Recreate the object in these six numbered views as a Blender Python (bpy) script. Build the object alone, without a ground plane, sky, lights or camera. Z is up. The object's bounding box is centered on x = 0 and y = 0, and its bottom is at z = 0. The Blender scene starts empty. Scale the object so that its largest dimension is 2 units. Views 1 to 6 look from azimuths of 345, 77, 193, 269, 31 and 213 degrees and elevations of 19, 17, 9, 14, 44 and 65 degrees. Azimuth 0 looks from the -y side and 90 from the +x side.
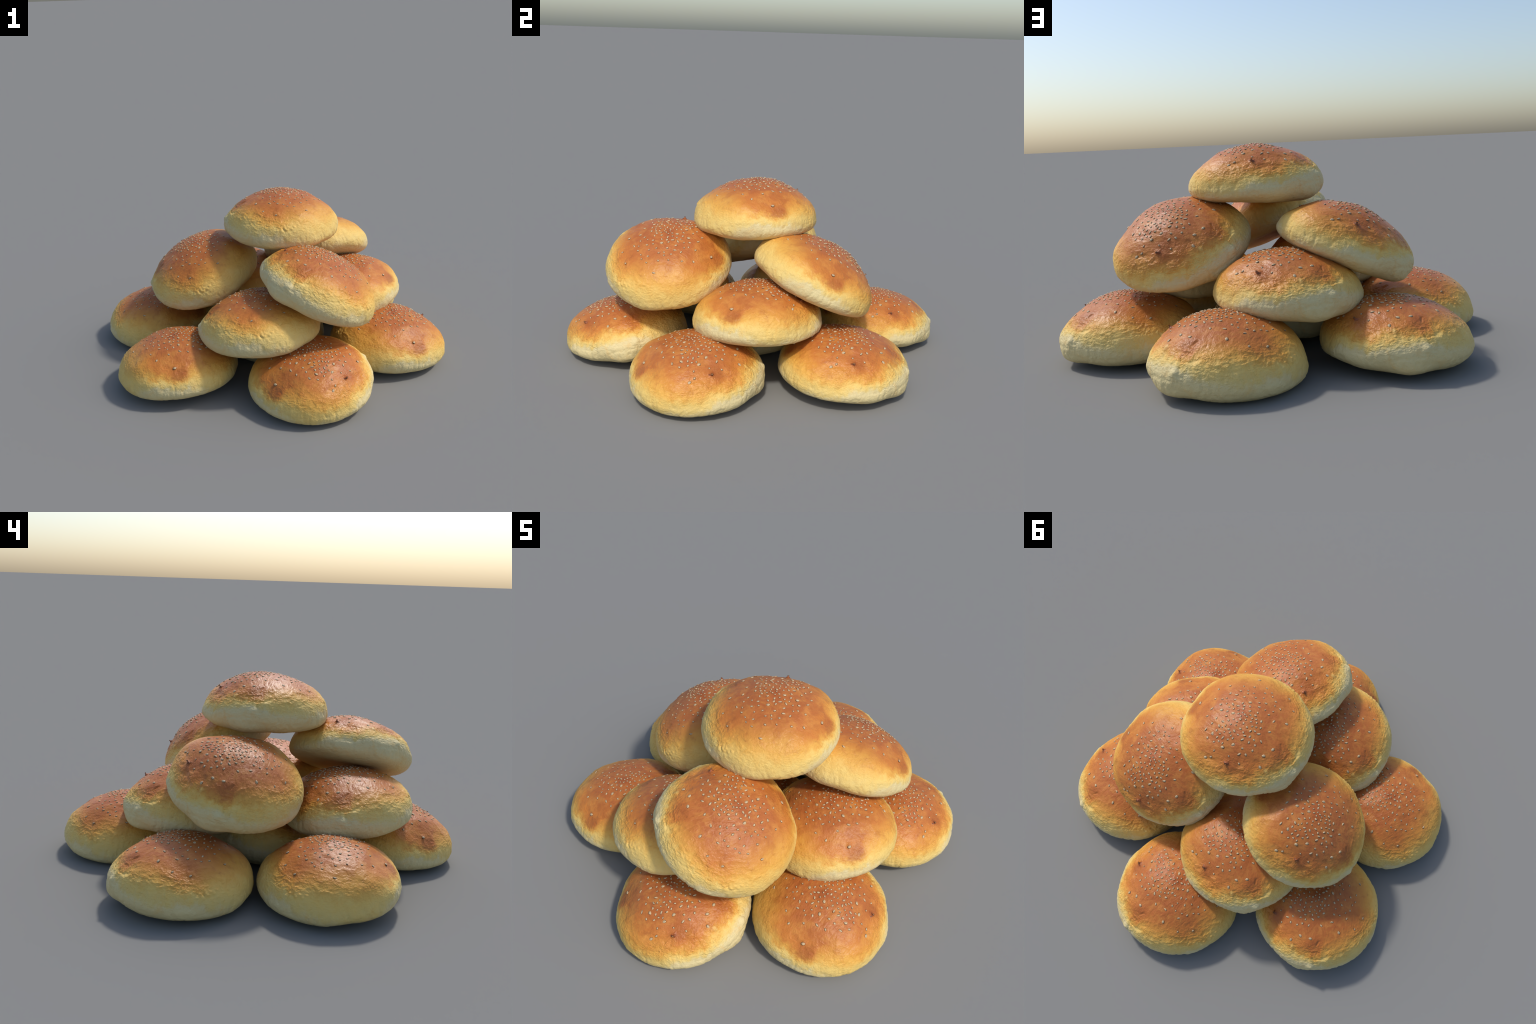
"""A heap of sesame buns: seven on the ground, three on those, three leaning higher up, one on top.

Every bun is the same baked dough: a domed loft with a pinched rim, a browned and glossy
crust above, a golden wrinkled shoulder, a pale soft side, and sesame seeds on the dome.
"""
import bpy
import math
import numpy as np
from mathutils import Matrix, Vector, noise

RNG = np.random.default_rng(20)

# ------------------------------------------------------------------ where each bun sits
# centre of the bun (metres) and its turn: a rotation vector in radians
PLACES = [
    ((0.070, 0.000, 0.785), (0.0, 0.0, 0.0)),                 # on top
    ((0.372, 0.266, 0.523), (-0.456, 0.0115, -0.2418)),       # leaning ring
    ((0.128, -0.468, 0.559), (0.2781, 0.2941, 0.8424)),
    ((-0.374, 0.130, 0.505), (0.1161, -0.3641, -0.0095)),
    ((-0.139, 0.367, 0.346), (0.0126, -0.0520, -0.5591)),     # second layer
    ((0.442, -0.053, 0.357), (-0.2047, 0.5449, 5.3855)),
    ((-0.187, -0.401, 0.359), (-0.1093, -0.0526, 0.0236)),
    ((0.621, 0.327, 0.150), (-0.0457, -0.0357, -1.9020)),     # on the ground
    ((0.058, 0.685, 0.143), (0.0104, -0.0988, -1.7279)),
    ((-0.583, 0.358, 0.144), (0.0260, -0.0401, -0.9139)),
    ((-0.590, -0.302, 0.144), (-0.0148, 0.1297, 4.3559)),
    ((0.589, -0.380, 0.143), (0.2939, -0.9509, 17.2435)),
    ((0.013, -0.702, 0.146), (-0.1333, -0.1734, 3.4641)),
    ((0.001, -0.003, 0.144), (0.0936, 0.0416, -0.3597)),                # hidden in the middle
]

# ------------------------------------------------------------------ shape of one bun
# Cross-sections of the dough, from the base up. For each steepness (degrees, in a space where
# the height counts 2.1 times) the reach from the bun's heart in mm, every 20 degrees round it.
TALL = 2.1
REACH_BASE, REACH_CROWN = 257, 301
SECTIONS = {
    -78: [263, 260, 258, 257, 258, 261, 264, 267, 268, 268, 268, 269, 271, 271, 271, 270, 268, 265],
    -64: [283, 278, 275, 271, 273, 280, 287, 290, 290, 288, 291, 294, 296, 298, 298, 296, 293, 287],
    -52: [324, 318, 314, 307, 306, 314, 325, 327, 332, 328, 336, 339, 341, 349, 349, 344, 342, 332],
    -42: [349, 343, 343, 338, 335, 334, 345, 346, 363, 351, 361, 366, 371, 380, 383, 368, 370, 361],
    -33: [356, 352, 351, 349, 345, 340, 344, 342, 365, 350, 359, 364, 376, 379, 386, 374, 376, 367],
    -24: [346, 344, 340, 336, 328, 330, 327, 328, 347, 338, 346, 351, 361, 361, 370, 363, 363, 354],
    -14: [324, 323, 321, 316, 304, 306, 301, 313, 325, 324, 330, 335, 338, 340, 345, 340, 339, 336],
    -4: [304, 306, 306, 302, 289, 284, 283, 297, 306, 311, 312, 316, 319, 324, 325, 321, 321, 320],
    6: [284, 290, 296, 291, 276, 268, 270, 281, 290, 298, 299, 303, 303, 310, 312, 308, 310, 303],
    16: [273, 275, 287, 284, 269, 259, 258, 271, 277, 286, 293, 297, 290, 295, 305, 298, 304, 293],
    27: [268, 267, 279, 275, 262, 252, 254, 267, 272, 276, 288, 290, 280, 283, 296, 288, 298, 286],
    40: [270, 269, 278, 274, 265, 252, 255, 263, 273, 275, 285, 284, 278, 281, 286, 284, 290, 279],
    55: [285, 281, 279, 277, 273, 267, 272, 274, 275, 278, 282, 283, 283, 284, 283, 284, 287, 286],
    72: [288, 289, 292, 294, 293, 291, 292, 292, 290, 287, 285, 286, 290, 293, 293, 290, 288, 287],
}
BASE = 0.140            # the heart of the bun lies this far above its underside

STEEP = np.array([-90.0] + list(SECTIONS) + [90.0])
RINGS = np.array([[REACH_BASE] * 18] + list(SECTIONS.values()) + [[REACH_CROWN] * 18], float) / 1000


def catmull(p0, p1, p2, p3, t):
    return 0.5 * (2 * p1 + (p2 - p0) * t + (2 * p0 - 5 * p1 + 4 * p2 - p3) * t**2 + (3 * p1 - p0 - 3 * p2 + p3) * t**3)


def reach(az, el):
    """Smooth reach of the dough for azimuth and steepness in degrees (arrays)."""
    u = (az % 360) / 20.0
    iu = np.floor(u).astype(int)
    tu = u - iu
    k = np.clip(np.searchsorted(STEEP, el, side="right") - 1, 0, len(STEEP) - 2)
    tv = (el - STEEP[k]) / (STEEP[k + 1] - STEEP[k])
    rows = []
    for d in (-1, 0, 1, 2):
        row = np.clip(k + d, 0, len(STEEP) - 1)
        rows.append(catmull(*(RINGS[row, (iu + c) % 18] for c in (-1, 0, 1, 2)), tu))
    return catmull(*rows, tv)


def on_bun(x, y, z):
    """Angles of a point given from the heart."""
    return np.degrees(np.arctan2(y, x)), np.degrees(np.arctan2(z * TALL, np.hypot(x, y)))


def skin(az, el):
    """Plain surface points from the heart, before relief."""
    a, e = np.radians(az), np.radians(el)
    r = reach(az, el)
    return np.stack([r * np.cos(e) * np.cos(a), r * np.cos(e) * np.sin(a), r * np.sin(e) / TALL], -1)


def quad_sphere(n):
    """Six gridded cube faces blown up to a sphere, welded; even spacing, no poles."""
    t = np.tan(np.linspace(-math.pi / 4, math.pi / 4, n + 1))
    uu, vv = np.meshgrid(t, t, indexing="ij")
    one = np.ones_like(uu)
    sides = [(one, uu, vv), (-one, -uu, vv), (-uu, one, vv), (uu, -one, vv), (-vv, uu, one), (vv, uu, -one)]
    verts, faces, seen = [], [], {}
    for side in sides:
        pts = np.stack(side, -1).reshape(-1, 3)
        ids = []
        for p in pts:
            key = tuple(np.round(p, 6) + 0.0)
            if key not in seen:
                seen[key] = len(verts)
                verts.append(p / np.linalg.norm(p))
            ids.append(seen[key])
        g = np.array(ids).reshape(n + 1, n + 1)
        faces.append(np.stack([g[:-1, :-1], g[1:, :-1], g[1:, 1:], g[:-1, 1:]], -1).reshape(-1, 4))
    return np.array(verts), np.concatenate(faces)


def along(points, path, width):
    """1 on a polyline, falling to 0 over `width` (metres)."""
    best = np.full(len(points), 9.0)
    for a, b in zip(path[:-1], path[1:]):
        a, b = np.array(a), np.array(b)
        t = np.clip(((points - a) @ (b - a)) / ((b - a) @ (b - a)), 0, 1)
        best = np.minimum(best, np.linalg.norm(points - (a + t[:, None] * (b - a)), axis=1))
    return np.exp(-((best / width) ** 2))


def bump_at(points, at, width):
    return np.exp(-(np.linalg.norm(points - np.array(at), axis=1) / width) ** 2)


def fractal(points, scale, octaves=3, seed=0.0, ridged=False):
    out = np.empty(len(points))
    shift = Vector((seed, seed * 1.7, -seed))
    for i, p in enumerate(points):
        q = Vector(p) * scale + shift
        v, amp, tot = 0.0, 1.0, 0.0
        for _ in range(octaves):
            n = noise.noise(q)
            v += amp * (1 - 2 * abs(n) if ridged else n)
            tot += amp
            amp *= 0.5
            q = q * 2.05
        out[i] = v / tot
    return out


def lobe(az, centre, half):
    d = (az - centre + 180) % 360 - 180
    return np.exp(-((d / half) ** 2))


def relief(p, az, el):
    """How far the skin is lifted (metres): wrinkles, creases, knobs, dents."""
    band = np.exp(-(((el - 10) / 17) ** 2))
    rough = 0.35 + 0.65 * np.maximum.reduce([lobe(az, 110, 70), lobe(az, 180, 60), lobe(az, -120, 45)])
    warp = p + 0.010 * np.stack([fractal(p, 28, 2, s) for s in (1.3, 5.1, 9.2)], -1)
    # wrinkles run round the shoulder: stretch the noise along the rim
    flat = warp * np.array([0.8, 0.8, 1.7])
    wrinkle = fractal(flat, 52, 2, 3.0, ridged=True)
    h = 0.0030 * band * rough * (wrinkle - 0.42) - 0.0006
    # a few soft broad folds below the seed field
    fold = fractal(warp * np.array([0.55, 0.55, 1.5]), 30, 2, 33.0, ridged=True)
    h += 0.0030 * np.exp(-(((el - 26) / 16) ** 2)) * rough * (fold - 0.5)
    # hanging folds on the pale side
    side = np.exp(-(((el + 16) / 16) ** 2))
    h += 0.0024 * side * fractal(warp * np.array([1.25, 1.25, 0.5]), 30, 3, 7.0) + 0.0015 * side * fractal(p, 62, 2, 21.0)
    # faint hanging creases down to the base
    hang = fractal(warp * np.array([1.5, 1.5, 0.35]), 20, 2, 41.0, ridged=True)
    h -= 0.0034 * np.exp(-(((el + 22) / 18) ** 2)) * np.clip(hang - 0.62, 0, 1) / 0.38
    # broad lumps everywhere, soft ripples on the dome
    dome = 1 / (1 + np.exp(-(el - 36) / 6))
    h += 0.0030 * fractal(p, 14, 2, 11.0)
    h += 0.0019 * dome * fractal(warp * np.array([0.7, 1.4, 1.2]), 27, 2, 15.0)
    # the pinched seam on the rim: creases run down the dome into a pale knob
    seam = [(-0.201, 0.005, 0.092), (-0.235, 0.034, 0.055), (-0.268, 0.036, 0.030), (-0.290, 0.030, 0.012), (-0.303, 0.026, -0.014)]
    h -= 0.0100 * along(p, seam[2:], 0.0055) + 0.0040 * along(p, seam[:3], 0.0050)
    h += 0.0030 * along(p, [(-0.22, 0.026, 0.07), (-0.262, 0.047, 0.034)], 0.007)
    h -= 0.0060 * along(p, [(-0.240, 0.000, 0.045), (-0.280, 0.004, 0.014), (-0.304, 0.010, -0.012)], 0.008)
    h += 0.0080 * bump_at(p, (-0.303, 0.047, -0.006), 0.018)
    h -= 0.0018 * along(p, [(-0.318, 0.045, -0.030), (-0.305, 0.100, -0.035), (-0.262, 0.165, -0.045)], 0.008)
    # blistered crack on the rim a quarter further round
    for x, y, z, s in [(-0.068, -0.306, 0.008, 7), (-0.056, -0.309, 0.003, 5), (-0.085, -0.305, -0.004, 9), (-0.047, -0.308, 0.016, 6), (-0.090, -0.300, 0.013, 6),
                       (-0.030, -0.312, 0.004, 6), (-0.015, -0.309, 0.016, 6), (-0.105, -0.298, -0.002, 7), (-0.020, -0.315, -0.012, 7), (-0.045, -0.315, -0.016, 6)]:
        h += 0.0046 * bump_at(p, (x, y, z), s / 1000)
    h -= 0.0075 * along(p, [(-0.077, -0.296, 0.030), (-0.076, -0.304, 0.010), (-0.066, -0.311, -0.010), (-0.070, -0.315, -0.022)], 0.0035)
    h -= 0.0028 * along(p, [(-0.080, -0.270, 0.050), (-0.077, -0.296, 0.030)], 0.0035)
    h -= 0.0026 * along(p, [(-0.038, -0.285, 0.030), (-0.042, -0.308, 0.004), (-0.050, -0.312, -0.006)], 0.0035)
    # bumps and hollows of the lone seeds, a ringed blister, a pucker, the dented shoulder
    h += 0.0085 * bump_at(p, (0.247, 0.021, 0.061), 0.0095)
    h -= 0.0018 * along(p, [(0.252, 0.032, 0.042), (0.270, 0.046, 0.005)], 0.016)
    ring = np.linalg.norm(p - np.array((-0.219, -0.040, 0.080)), axis=1)
    h += 0.0010 * np.exp(-(((ring - 0.013) / 0.005) ** 2)) - 0.0010 * np.exp(-((ring / 0.007) ** 2))
    h += 0.0042 * along(p, [(-0.196, 0.129, 0.070), (-0.209, 0.135, 0.056), (-0.226, 0.141, 0.036)], 0.0045)
    h += 0.0022 * along(p, [(-0.199, 0.150, 0.058), (-0.210, 0.158, 0.044)], 0.004)
    h -= 0.0026 * along(p, [(-0.220, 0.122, 0.052), (-0.245, 0.125, 0.030)], 0.006)
    h -= 0.0022 * along(p, [(0.263, -0.075, 0.033), (0.239, -0.014, 0.037)], 0.003)
    # skin lifted round the burnt fleck
    h += 0.0060 * bump_at(p, (-0.038, 0.205, 0.064), 0.011)
    return h


SPHERE, QUADS = quad_sphere(104)
AZ, EL = np.degrees(np.arctan2(SPHERE[:, 1], SPHERE[:, 0])), np.degrees(np.arcsin(np.clip(SPHERE[:, 2], -1, 1)))
PLAIN = skin(AZ, EL)


def face_normals_to_verts(points, quads):
    a, b, c, d = (points[quads[:, i]] for i in range(4))
    fn = np.cross(c - a, d - b)
    vn = np.zeros_like(points)
    for i in range(4):
        np.add.at(vn, quads[:, i], fn)
    return vn / np.linalg.norm(vn, axis=1, keepdims=True)


NORMALS = face_normals_to_verts(PLAIN, QUADS)
if (NORMALS * PLAIN).sum() < 0:
    NORMALS, QUADS = -NORMALS, QUADS[:, ::-1]
BREAD = PLAIN + NORMALS * relief(PLAIN, AZ, EL)[:, None]


def surface_at(x, y, z_hint=None, down=False):
    """Skin point and normal over (x, y) of the dome, or nearest to a hint."""
    if z_hint is None:
        d2 = (BREAD[:, 0] - x) ** 2 + (BREAD[:, 1] - y) ** 2 + np.where(NORMALS[:, 2] < 0.05, 9.0, 0.0)
    else:
        d2 = ((BREAD - np.array((x, y, z_hint))) ** 2).sum(1)
    near = np.argsort(d2)[:4]
    w = 1 / (d2[near] + 1e-7)
    n = (NORMALS[near] * w[:, None]).sum(0)
    n /= np.linalg.norm(n)
    p0 = (BREAD[near] * w[:, None]).sum(0) / w.sum()
    q = np.array((x, y, p0[2] if z_hint is None else z_hint))
    if z_hint is None:                        # slide along the tangent plane to the wanted x, y
        q[2] = p0[2] - ((q[:2] - p0[:2]) @ n[:2]) / n[2]
    else:
        q = q - ((q - p0) @ n) * n
    return q, n


# ------------------------------------------------------------------ sesame seeds
# (x, y) in mm from the heart, and for long ones the way they point (degrees)
BIG = [(262, -1, 116), (27, -80, 33), (116, 22, 29), (57, 11, 30), (-163, -95, 21), (84, 136, 125), (-27, 132, 53), (10, 164, 31),
       (60, 231, 44), (-165, 93, 34), (-183, 46, 77), (-177, 139, 148)]
LONG = [(81, -229, 18), (107, -83, 27), (88, -30, 151), (61, -35, 29), (162, 36, 68), (72, 68, 6), (-113, -63, 89), (77, 94, 139),
        (125, 133, 83), (-96, 30, 40), (31, 131, 79), (-51, 93, 58), (-72, 150, 69)]
MEDIUM = [(167, -116, 30), (67, -171, 177), (207, -78, 168), (7, -170, 28), (136, -76, 95), (181, -19, 54), (94, -57, 47), (68, -92, 52),
          (-91, -227, 176), (-60, -160, 175), (138, -1, 20), (53, -58, 80), (-33, -119, 10), (38, -49, 75), (14, -60, 140), (-22, -83, 33),
          (-98, -139, 150), (-146, -178, 20), (87, 15, 56), (31, -33, 100), (-1, -38, 58), (-33, -53, 120), (77, 38, 15), (-34, -34, 160),
          (-78, -77, 45), (158, 76, 36), (112, 68, 110), (54, 52, 168), (11, 21, 170), (-36, 4, 26), (-71, -26, 116), (115, 97, 69),
          (-13, 29, 97), (-36, 36, 144), (-87, 1, 80), (75, 116, 90), (29, 87, 35), (2, 81, 150), (-16, 58, 3), (15, 97, 60), (-58, 42, 67),
          (-75, 30, 10), (-127, -10, 45), (-71, 64, 85), (-49, 74, 20), (96, 161, 114), (56, 140, 70), (6, 126, 40), (-11, 111, 75),
          (-94, 65, 171), (58, 163, 43), (-82, 87, 104), (-123, 51, 146), (-111, 81, 6), (-72, 124, 16), (-114, 106, 102), (-99, 136, 160),
          (36, 220, 50)]
SMALL = [(110, -146), (104, -113), (-7, -139), (-51, -87), (10, 54), (-53, 18), (19, -202), (77, -135), (68, -120), (47, -135), (-16, -193),
         (134, -45), (149, -30), (22, -118), (-32, -175), (116, -18), (-8, -103), (-71, -136), (92, -9), (70, -11), (47, -15), (-83, -105),
         (35, 1), (22, -13), (7, -10), (18, 7), (-6, -6), (-15, -22), (37, 36), (-11, 9), (-31, -13), (-48, -20), (16, 38), (-59, -7),
         (60, 92), (51, 79), (33, 63), (-69, 11), (39, 106), (52, 122), (-36, 65), (-22, 86), (3, 106), (39, 151), (19, 151), (36, 193),
         (-35, 179), (-90, 179)]
ON_SIDE = {(262, -1): (254, 21, 65)}      # this lone seed stands on the steep shoulder


def seed_shape(length, width, thick, bend, tip):
    """A sesame grain: a flattened teardrop pressed into the crust, with a dark ring where it meets it."""
    cols = 14
    # (spread, height) from the crown out to the ring lying on the crust
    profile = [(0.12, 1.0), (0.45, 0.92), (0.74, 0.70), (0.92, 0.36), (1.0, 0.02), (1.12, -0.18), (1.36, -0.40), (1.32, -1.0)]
    verts, faces, skirt = [], [], []
    for spread, high in profile:
        ring = max(0.0, spread - 1.0) * 0.0076
        for c in range(cols):
            a = 2 * math.pi * c / cols
            u, v = math.cos(a), math.sin(a)
            s = min(spread, 1.0)
            narrow = 1 - tip * max(0.0, u) * s
            verts.append((u * s * length / 2 + u * ring * 0.5, v * s * width / 2 * narrow + v * ring * 0.5 + bend * (u * s) ** 2 * width, high * thick / 2))
    for r in range(len(profile) - 1):
        for c in range(cols):
            faces.append((r * cols + c, (r + 1) * cols + c, (r + 1) * cols + (c + 1) % cols, r * cols + (c + 1) % cols))
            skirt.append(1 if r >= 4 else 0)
    faces.append(tuple(range(cols)))
    skirt.append(0)
    return np.array(verts), faces, skirt


def seed_frame(x, y, angle, z=None):
    q, n = surface_at(x / 1000, y / 1000, None if z is None else z / 1000)
    lean = n + RNG.normal(0, 0.10, 3)
    lean /= np.linalg.norm(lean)
    d = np.array((math.cos(math.radians(angle)), math.sin(math.radians(angle)), 0.0))
    d -= (d @ lean) * lean
    d /= np.linalg.norm(d)
    return q, np.stack([d, np.cross(lean, d), lean], 1)


def seeds():
    out = []
    for x, y, a in BIG:
        side = ON_SIDE.get((x, y))
        place = seed_frame(*side[:2], a, side[2]) if side else seed_frame(x, y, a)
        out.append((place, (0.0166, 0.0118, 0.0054), RNG.uniform(0, .12), RNG.uniform(.05, .35), True))
    for x, y, a in LONG:
        out.append((seed_frame(x, y, a), (0.0172, 0.0080, 0.0042), RNG.uniform(-.25, .25), RNG.uniform(.1, .5), (x, y) in [(81, -229), (162, 36), (125, 133), (-113, -63), (77, 94), (31, 131)]))
    for x, y, a in MEDIUM:
        out.append((seed_frame(x, y, a + RNG.normal(0, 8)), (0.0124 * RNG.uniform(.85, 1.15), 0.0082 * RNG.uniform(.85, 1.12), 0.0040), RNG.uniform(-.15, .15), RNG.uniform(0, .4), (x, y) in [(36, 220), (-146, -178), (-91, -227)]))
    for x, y in SMALL:
        out.append((seed_frame(x, y, RNG.uniform(0, 180)), (0.0090 * RNG.uniform(.85, 1.2), 0.0066 * RNG.uniform(.85, 1.1), 0.0036), 0.0, RNG.uniform(0, .4), False))
    return out


# ------------------------------------------------------------------ node helpers
class Nodes:
    def __init__(self, name):
        self.mat = bpy.data.materials.new(name)
        self.mat.use_nodes = True
        self.tree = self.mat.node_tree
        self.tree.nodes.clear()
        self.out = self.add("ShaderNodeOutputMaterial")
        self.bsdf = self.add("ShaderNodeBsdfPrincipled")
        self.tree.links.new(self.bsdf.outputs[0], self.out.inputs["Surface"])
        self.object = self.add("ShaderNodeTexCoord").outputs["Object"]

    def add(self, kind, **settings):
        n = self.tree.nodes.new(kind)
        for k, v in settings.items():
            setattr(n, k, v)
        return n

    def put(self, socket, value):
        if isinstance(value, bpy.types.NodeSocket):
            self.tree.links.new(value, socket)
        else:
            socket.default_value = value

    def math(self, op, a, b=0.0, c=0.0, clamp=False):
        n = self.add("ShaderNodeMath", operation=op, use_clamp=clamp)
        for s, v in zip(n.inputs, (a, b, c)):
            self.put(s, v)
        return n.outputs[0]

    def vec(self, op, a, b):
        n = self.add("ShaderNodeVectorMath", operation=op)
        self.put(n.inputs[0], a)
        self.put(n.inputs[1], b)
        return n.outputs["Value"] if op in ("DISTANCE", "DOT_PRODUCT", "LENGTH") else n.outputs["Vector"]

    def step(self, x, lo, hi, to_lo=0.0, to_hi=1.0):
        n = self.add("ShaderNodeMapRange", interpolation_type="SMOOTHSTEP")
        for s, v in zip(n.inputs, (x, lo, hi, to_lo, to_hi)):
            self.put(s, v)
        return n.outputs[0]

    def noise(self, scale, detail=3.0, rough=0.5, distort=0.0, at=None, kind="FBM"):
        n = self.add("ShaderNodeTexNoise", noise_type=kind)
        self.put(n.inputs["Vector"], at or self.object)
        for k, v in (("Scale", scale), ("Detail", detail), ("Roughness", rough), ("Distortion", distort)):
            n.inputs[k].default_value = v
        return n.outputs["Fac"]

    def stretch(self, sx, sy, sz):
        n = self.add("ShaderNodeMapping")
        self.put(n.inputs["Vector"], self.object)
        n.inputs["Scale"].default_value = (sx, sy, sz)
        return n.outputs[0]

    def mix(self, f, a, b, blend="MIX"):
        n = self.add("ShaderNodeMix", data_type="RGBA", blend_type=blend)
        self.put(n.inputs["Factor"], f)
        self.put(n.inputs[6], a)
        self.put(n.inputs[7], b)
        return n.outputs[2]

    def curve(self, x, points):
        """Smooth curve through (x, y), both 0..1."""
        n = self.add("ShaderNodeFloatCurve")
        self.put(n.inputs["Value"], x)
        c = n.mapping.curves[0]
        while len(c.points) < len(points):
            c.points.new(0.5, 0.5)
        for p, (px, py) in zip(c.points, points):
            p.location = (px, py)
        n.mapping.update()
        return n.outputs[0]


def srgb(r, g, b):
    f = lambda c: c / 12.92 if c <= 0.04045 else ((c + 0.055) / 1.055) ** 2.4
    return (f(r / 255), f(g / 255), f(b / 255), 1.0)


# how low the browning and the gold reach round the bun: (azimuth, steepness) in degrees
BROWN_EDGE = [(-180, 20), (-165, 28), (-150, 27), (-135, 22), (-112, 14), (-92, 22), (-75, 23), (-50, 22), (-30, 14), (-12, 6), (5, -4),
              (20, 9), (36, 17), (52, 8), (70, 6), (88, 8), (105, 6), (118, 5), (131, 10), (146, 21), (165, 18), (180, 20)]
PALE_EDGE = [(-180, 7), (-165, 2), (-150, 0), (-135, -4), (-115, -3), (-97, -12), (-79, -15), (-53, -21), (-28, -12), (-10, -5), (5, -7),
             (27, -11), (43, -18), (70, -19), (88, -18), (102, -8), (115, -10), (134, 0), (155, 4), (170, 7), (180, 7)]


def bread_material():
    m = Nodes("baked_bread")
    sep = m.add("ShaderNodeSeparateXYZ")
    m.put(sep.inputs[0], m.object)
    x, y, z = sep.outputs
    zc = m.math("SUBTRACT", z, BASE)
    r = m.math("SQRT", m.math("ADD", m.math("MULTIPLY", x, x), m.math("MULTIPLY", y, y)))
    el = m.math("MULTIPLY", m.math("ARCTAN2", m.math("MULTIPLY", zc, TALL), r), 180 / math.pi)
    az = m.math("ADD", m.math("DIVIDE", m.math("ARCTAN2", y, x), 2 * math.pi), 0.5)
    edge = lambda pts: m.math("MULTIPLY_ADD", m.curve(az, [((a + 180) / 360, (e + 30) / 60) for a, e in pts]), 60.0, -30.0)
    brown_edge, pale_edge = edge(BROWN_EDGE), edge(PALE_EDGE)

    patchy = m.noise(16, 4, 0.55, 0.4)
    streak = m.noise(48, 4, 0.6, 0.6, m.stretch(1.0, 1.0, 0.45))
    grain = m.noise(170, 3, 0.6)
    stir = lambda amount_a, amount_b: m.math("ADD", m.math("MULTIPLY", m.math("SUBTRACT", patchy, 0.5), amount_a), m.math("MULTIPLY", m.math("SUBTRACT", streak, 0.5), amount_b))
    el_w = m.math("ADD", m.math("ADD", el, stir(24, 15)), m.math("MULTIPLY", m.math("SUBTRACT", grain, 0.5), 8))
    gap = m.math("MAXIMUM", m.math("SUBTRACT", brown_edge, pale_edge), 12.0)
    bake = m.math("DIVIDE", m.math("SUBTRACT", el_w, pale_edge), gap)      # 0 pale side, 1 brown crust
    crown = m.step(el, 20.0, 64.0)
    ramp = m.add("ShaderNodeValToRGB")
    m.put(ramp.inputs[0], m.math("MULTIPLY_ADD", bake, 0.37, 0.3))
    marks = [(0.12, CREAM), (0.25, CREAM_WARM), (0.44, YELLOW), (0.61, GOLD), (0.78, CRUST_EDGE), (1.0, CRUST)]
    while len(ramp.color_ramp.elements) < len(marks):
        ramp.color_ramp.elements.new(0.5)
    for e, (at, tone) in zip(ramp.color_ramp.elements, marks):
        e.position, e.color = at, tone
    browned = m.step(bake, 0.35, 1.3)
    colour = m.mix(m.math("MULTIPLY", crown, 0.9), ramp.outputs[0], CRUST_CROWN)
    colour = m.mix(m.math("MULTIPLY", m.math("MULTIPLY", m.step(m.noise(24, 5, 0.62, 0.6), 0.42, 0.72), 0.50), browned), colour, CRUST_LIGHT)
    colour = m.mix(m.math("MULTIPLY", m.math("MULTIPLY", m.step(m.noise(13, 5, 0.62, 0.8, m.stretch(1.3, 0.8, 1.0)), 0.50, 0.76), 0.55), browned), colour, CRUST_DARK)
    colour = m.mix(m.math("MULTIPLY", m.step(m.noise(20, 4, 0.6, 0.5), 0.5, 0.8), m.math("SUBTRACT", 0.35, m.math("MULTIPLY", browned, 0.35))), colour, GOLD)
    # tinted spots: under the lone seed, round the burnt fleck, a darker flank by the seam
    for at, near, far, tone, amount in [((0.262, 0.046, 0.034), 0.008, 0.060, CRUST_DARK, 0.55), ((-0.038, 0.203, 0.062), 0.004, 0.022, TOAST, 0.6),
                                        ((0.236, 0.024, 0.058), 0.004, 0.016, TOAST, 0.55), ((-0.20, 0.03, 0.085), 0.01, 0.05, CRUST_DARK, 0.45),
                                        ((-0.06, 0.19, 0.07), 0.01, 0.06, CRUST_DARK, 0.6), ((0.02, -0.01, 0.145), 0.01, 0.045, CRUST_DARK, 0.55),
                                        ((-0.209, 0.136, 0.056), 0.002, 0.022, YELLOW, 0.75), ((-0.303, 0.045, -0.004), 0.006, 0.035, CREAM, 0.8)]:
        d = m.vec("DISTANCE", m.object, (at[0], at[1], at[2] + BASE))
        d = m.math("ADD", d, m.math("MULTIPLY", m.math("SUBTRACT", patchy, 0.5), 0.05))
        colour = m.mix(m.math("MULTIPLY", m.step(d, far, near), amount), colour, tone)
    # the underside lay on the tray: baked tan
    under = m.step(m.math("ADD", el, stir(8, 6)), -46.0, -66.0)
    colour = m.mix(under, colour, UNDERSIDE)
    # tiny freckles
    freckle = m.step(grain, 0.66, 0.78)
    colour = m.mix(m.math("MULTIPLY", freckle, 0.22), colour, TOAST)
    m.put(m.bsdf.inputs["Base Color"], colour)
    m.put(m.bsdf.inputs["Roughness"], m.math("SUBTRACT", m.math("MULTIPLY_ADD", patchy, 0.16, 0.54), m.math("MULTIPLY", browned, 0.20)))
    m.bsdf.inputs["Specular IOR Level"].default_value = 0.32
    m.bsdf.inputs["Subsurface Weight"].default_value = 0.0

    # fine wrinkled skin: strongest on the shoulder, soft on the dome, faint on the pale side
    shoulder = m.math("MULTIPLY", m.step(el, 52.0, 24.0), m.step(el, -24.0, 4.0))
    coarse = m.curve(az, [(0.0, 1.0), (0.14, 0.95), (0.24, 0.45), (0.62, 0.40), (0.72, 0.75), (0.80, 1.0), (1.0, 1.0)])
    shoulder = m.math("MULTIPLY", shoulder, coarse)
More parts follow.
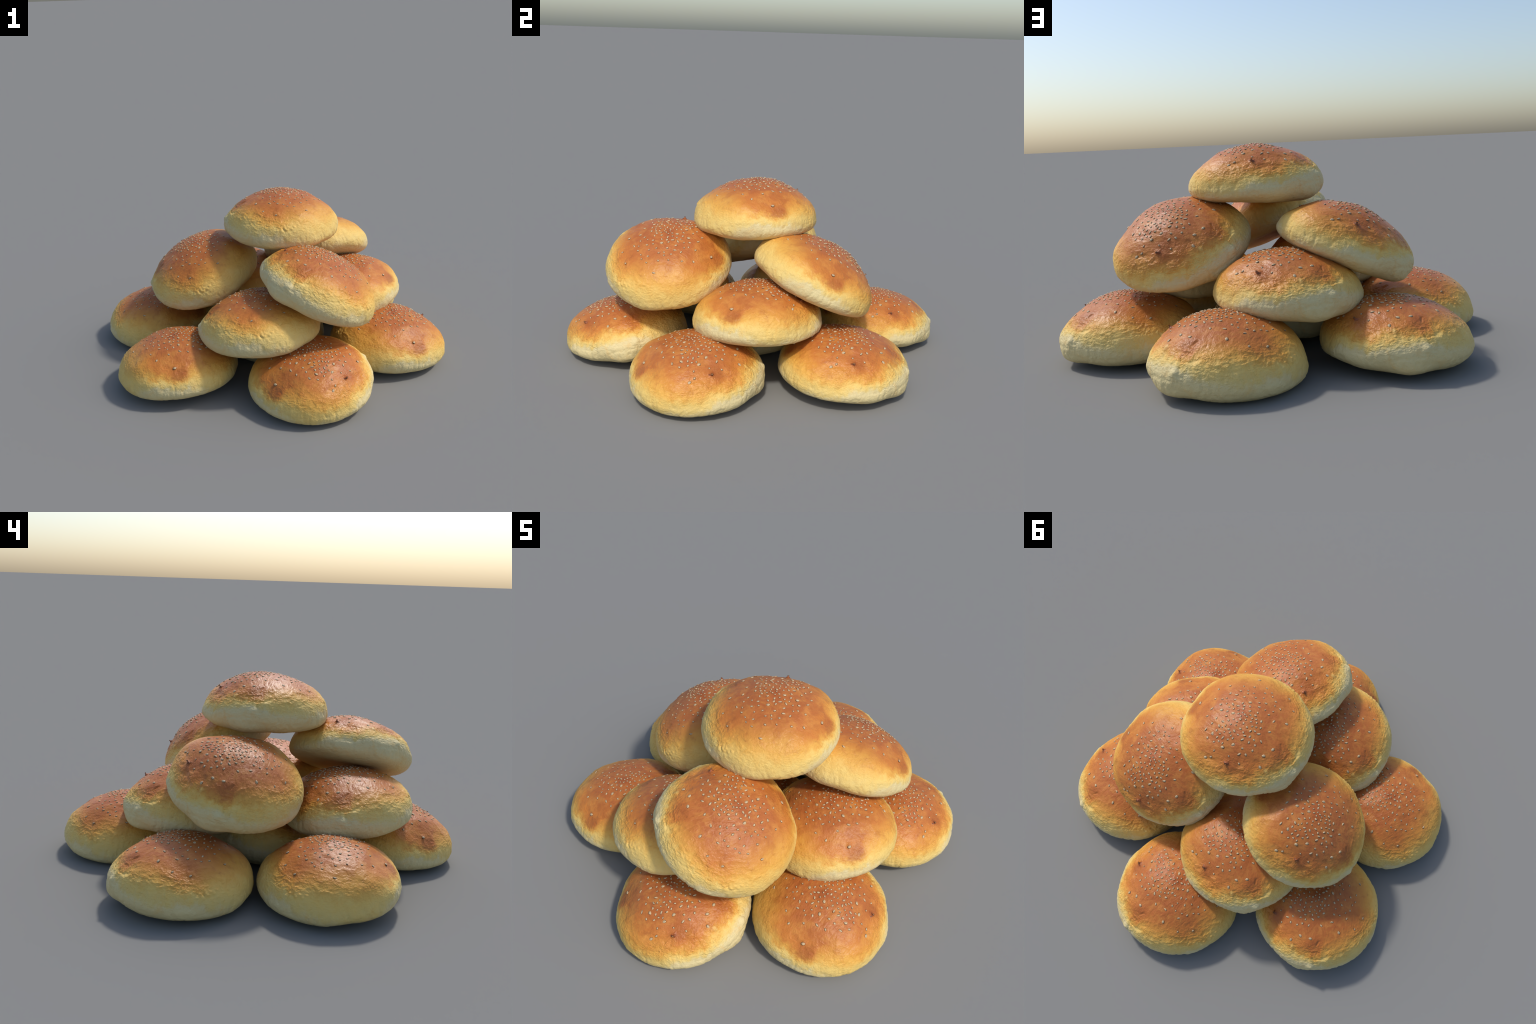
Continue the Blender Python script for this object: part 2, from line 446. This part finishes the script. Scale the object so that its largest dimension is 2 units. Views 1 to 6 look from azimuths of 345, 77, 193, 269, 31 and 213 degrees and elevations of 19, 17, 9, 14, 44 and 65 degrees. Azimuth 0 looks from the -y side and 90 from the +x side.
    worm = m.noise(54, 2, 0.45, 1.3, m.stretch(1.0, 1.0, 1.6))
    pores = m.noise(240, 3, 0.6)
    brush = m.noise(40, 2, 0.5, 1.0, m.stretch(0.6, 1.5, 1.0))
    crack = m.add("ShaderNodeTexVoronoi", feature="DISTANCE_TO_EDGE")
    m.put(crack.inputs["Vector"], m.object)
    crack.inputs["Scale"].default_value = 70
    dimple = m.noise(62, 2, 0.45, 0.8)
    dome = m.step(el, 16, 44)
    height = m.math("MULTIPLY", worm, m.math("ADD", m.math("MULTIPLY", m.math("MULTIPLY", shoulder, m.step(patchy, 0.3, 0.65)), 1.1), 0.16))
    height = m.math("ADD", height, m.math("MULTIPLY", brush, m.math("MULTIPLY", dome, 0.50)))
    height = m.math("ADD", height, m.math("MULTIPLY", dimple, m.math("MULTIPLY_ADD", dome, -0.20, 0.50)))
    height = m.math("ADD", height, m.math("MULTIPLY", pores, m.math("MULTIPLY_ADD", dome, -0.02, 0.07)))
    height = m.math("ADD", height, m.math("MULTIPLY", m.step(crack.outputs["Distance"], 0.0, 0.10), m.math("MULTIPLY", m.step(el, 8, -8), 0.06)))
    bump = m.add("ShaderNodeBump")
    bump.inputs["Strength"].default_value = 0.9
    bump.inputs["Distance"].default_value = 0.0055
    m.put(bump.inputs["Height"], height)
    m.put(m.bsdf.inputs["Normal"], bump.outputs[0])
    return m.mat


CREAM, CREAM_WARM = srgb(221, 202, 148), srgb(224, 196, 122)
YELLOW, GOLD = srgb(233, 195, 109), srgb(226, 170, 78)
CRUST_EDGE, CRUST, CRUST_CROWN = srgb(215, 148, 63), srgb(202, 124, 53), srgb(175, 98, 50)
CRUST_LIGHT, CRUST_DARK = srgb(212, 144, 68), srgb(158, 82, 40)
TOAST, UNDERSIDE = srgb(150, 78, 38), srgb(196, 150, 92)


def plain_material(name, low, high, scale, rough):
    m = Nodes(name)
    m.put(m.bsdf.inputs["Base Color"], m.mix(m.step(m.noise(scale, 3), 0.3, 0.7), low, high))
    m.bsdf.inputs["Roughness"].default_value = rough
    return m.mat


BREAD_MAT = bread_material()
SEED_MAT = plain_material("sesame_hull", srgb(184, 156, 116), srgb(207, 183, 141), 120, 0.5)
RIM_MAT = plain_material("dark_seed_edge", srgb(84, 50, 24), srgb(116, 70, 34), 150, 0.6)
FLECK_MAT = plain_material("burnt_crust", srgb(116, 60, 30), srgb(160, 88, 42), 180, 0.55)


# ------------------------------------------------------------------ meshes shared by all buns
def make_mesh(name, verts, faces, mats, slots=None):
    me = bpy.data.meshes.new(name)
    me.from_pydata([tuple(v) for v in verts], [], [tuple(int(i) for i in f) for f in faces])
    for mat in mats:
        me.materials.append(mat)
    if slots is not None:
        me.polygons.foreach_set("material_index", slots)
    me.polygons.foreach_set("use_smooth", [True] * len(me.polygons))
    me.update()
    return me


LIFT = np.array((0.0, 0.0, BASE))
bread_mesh = make_mesh("bread", BREAD + LIFT, QUADS, [BREAD_MAT])

# the burnt fleck: a small torn peak of crust with a grain stuck on its tip
fleck_q, fleck_n = surface_at(-0.039, 0.206, 0.064)
fleck_tip = np.array((-0.040, 0.2125, 0.0715)) + fleck_n * 0.005
side = np.cross(fleck_n, (0, 0, 1.0))
side /= np.linalg.norm(side)
up = np.cross(side, fleck_n)
on_tip = ((fleck_tip, np.stack([side, up, np.cross(side, up)], 1)), (0.0075, 0.0052, 0.0040), 0.0, 0.2, False)

stuff_v, stuff_f, stuff_m, lone = [], [], [], []
for (q, frame), (ln, wd, th), bend, tip, alone in seeds() + [on_tip]:
    v, f, s = seed_shape(ln, wd, th, bend, tip)
    if alone:
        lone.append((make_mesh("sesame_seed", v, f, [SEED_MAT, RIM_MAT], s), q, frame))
        continue
    w = v @ frame.T + q + frame[:, 2] * 0.0010 + LIFT
    k = sum(len(a) for a in stuff_v)
    stuff_v.append(w)
    stuff_f += [tuple(i + k for i in face) for face in f]
    stuff_m += s
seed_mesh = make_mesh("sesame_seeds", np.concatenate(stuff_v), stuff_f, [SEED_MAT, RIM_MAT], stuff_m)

fv, ff = [], []
for r in range(5):
    t = r / 4
    c = (fleck_q - fleck_n * 0.003) * (1 - t) + fleck_tip * t
    rad = 0.0095 * (1 - t) ** 1.5 + 0.0010
    for a in range(10):
        an = 2 * math.pi * a / 10
        wob = 1 + 0.22 * math.sin(3 * an + r)
        fv.append(c + rad * wob * (math.cos(an) * side * 1.2 + math.sin(an) * up * 0.8))
for r in range(4):
    for a in range(10):
        ff.append((r * 10 + a, r * 10 + (a + 1) % 10, (r + 1) * 10 + (a + 1) % 10, (r + 1) * 10 + a))
ff.append(tuple(range(40, 50)))
fleck_mesh = make_mesh("burnt_fleck", np.array(fv) + LIFT, ff, [FLECK_MAT])


# ------------------------------------------------------------------ build the heap
def link(ob):
    bpy.context.scene.collection.objects.link(ob)
    return ob


for centre, turn in PLACES:
    turn = Vector(turn)
    rot = Matrix.Rotation(turn.length, 3, turn.normalized()) if turn.length > 1e-6 else Matrix.Identity(3)
    bun = link(bpy.data.objects.new("sesame_bun", None))
    bun.empty_display_size = 0.1
    bun.matrix_world = Matrix.Translation(Vector(centre) + rot @ Vector((0, 0, -BASE))) @ rot.to_4x4()
    bun["label"] = "round baked bun, glossy brown crust with sesame seeds"
    bun["category"] = "bread bun"
    for name, mesh in (("bread", bread_mesh), ("sesame_seeds", seed_mesh), ("burnt_fleck", fleck_mesh)):
        part = link(bpy.data.objects.new(name, mesh))
        part.parent = bun
        if name == "sesame_seeds":
            part["kind"] = "stuff"
    for mesh, q, frame in lone:
        grain = link(bpy.data.objects.new("sesame_seed", mesh))
        grain.parent = bun
        at = q + frame[:, 2] * 0.0010 + LIFT
        grain.matrix_local = Matrix([[*frame[i], at[i]] for i in range(3)] + [[0, 0, 0, 1]])
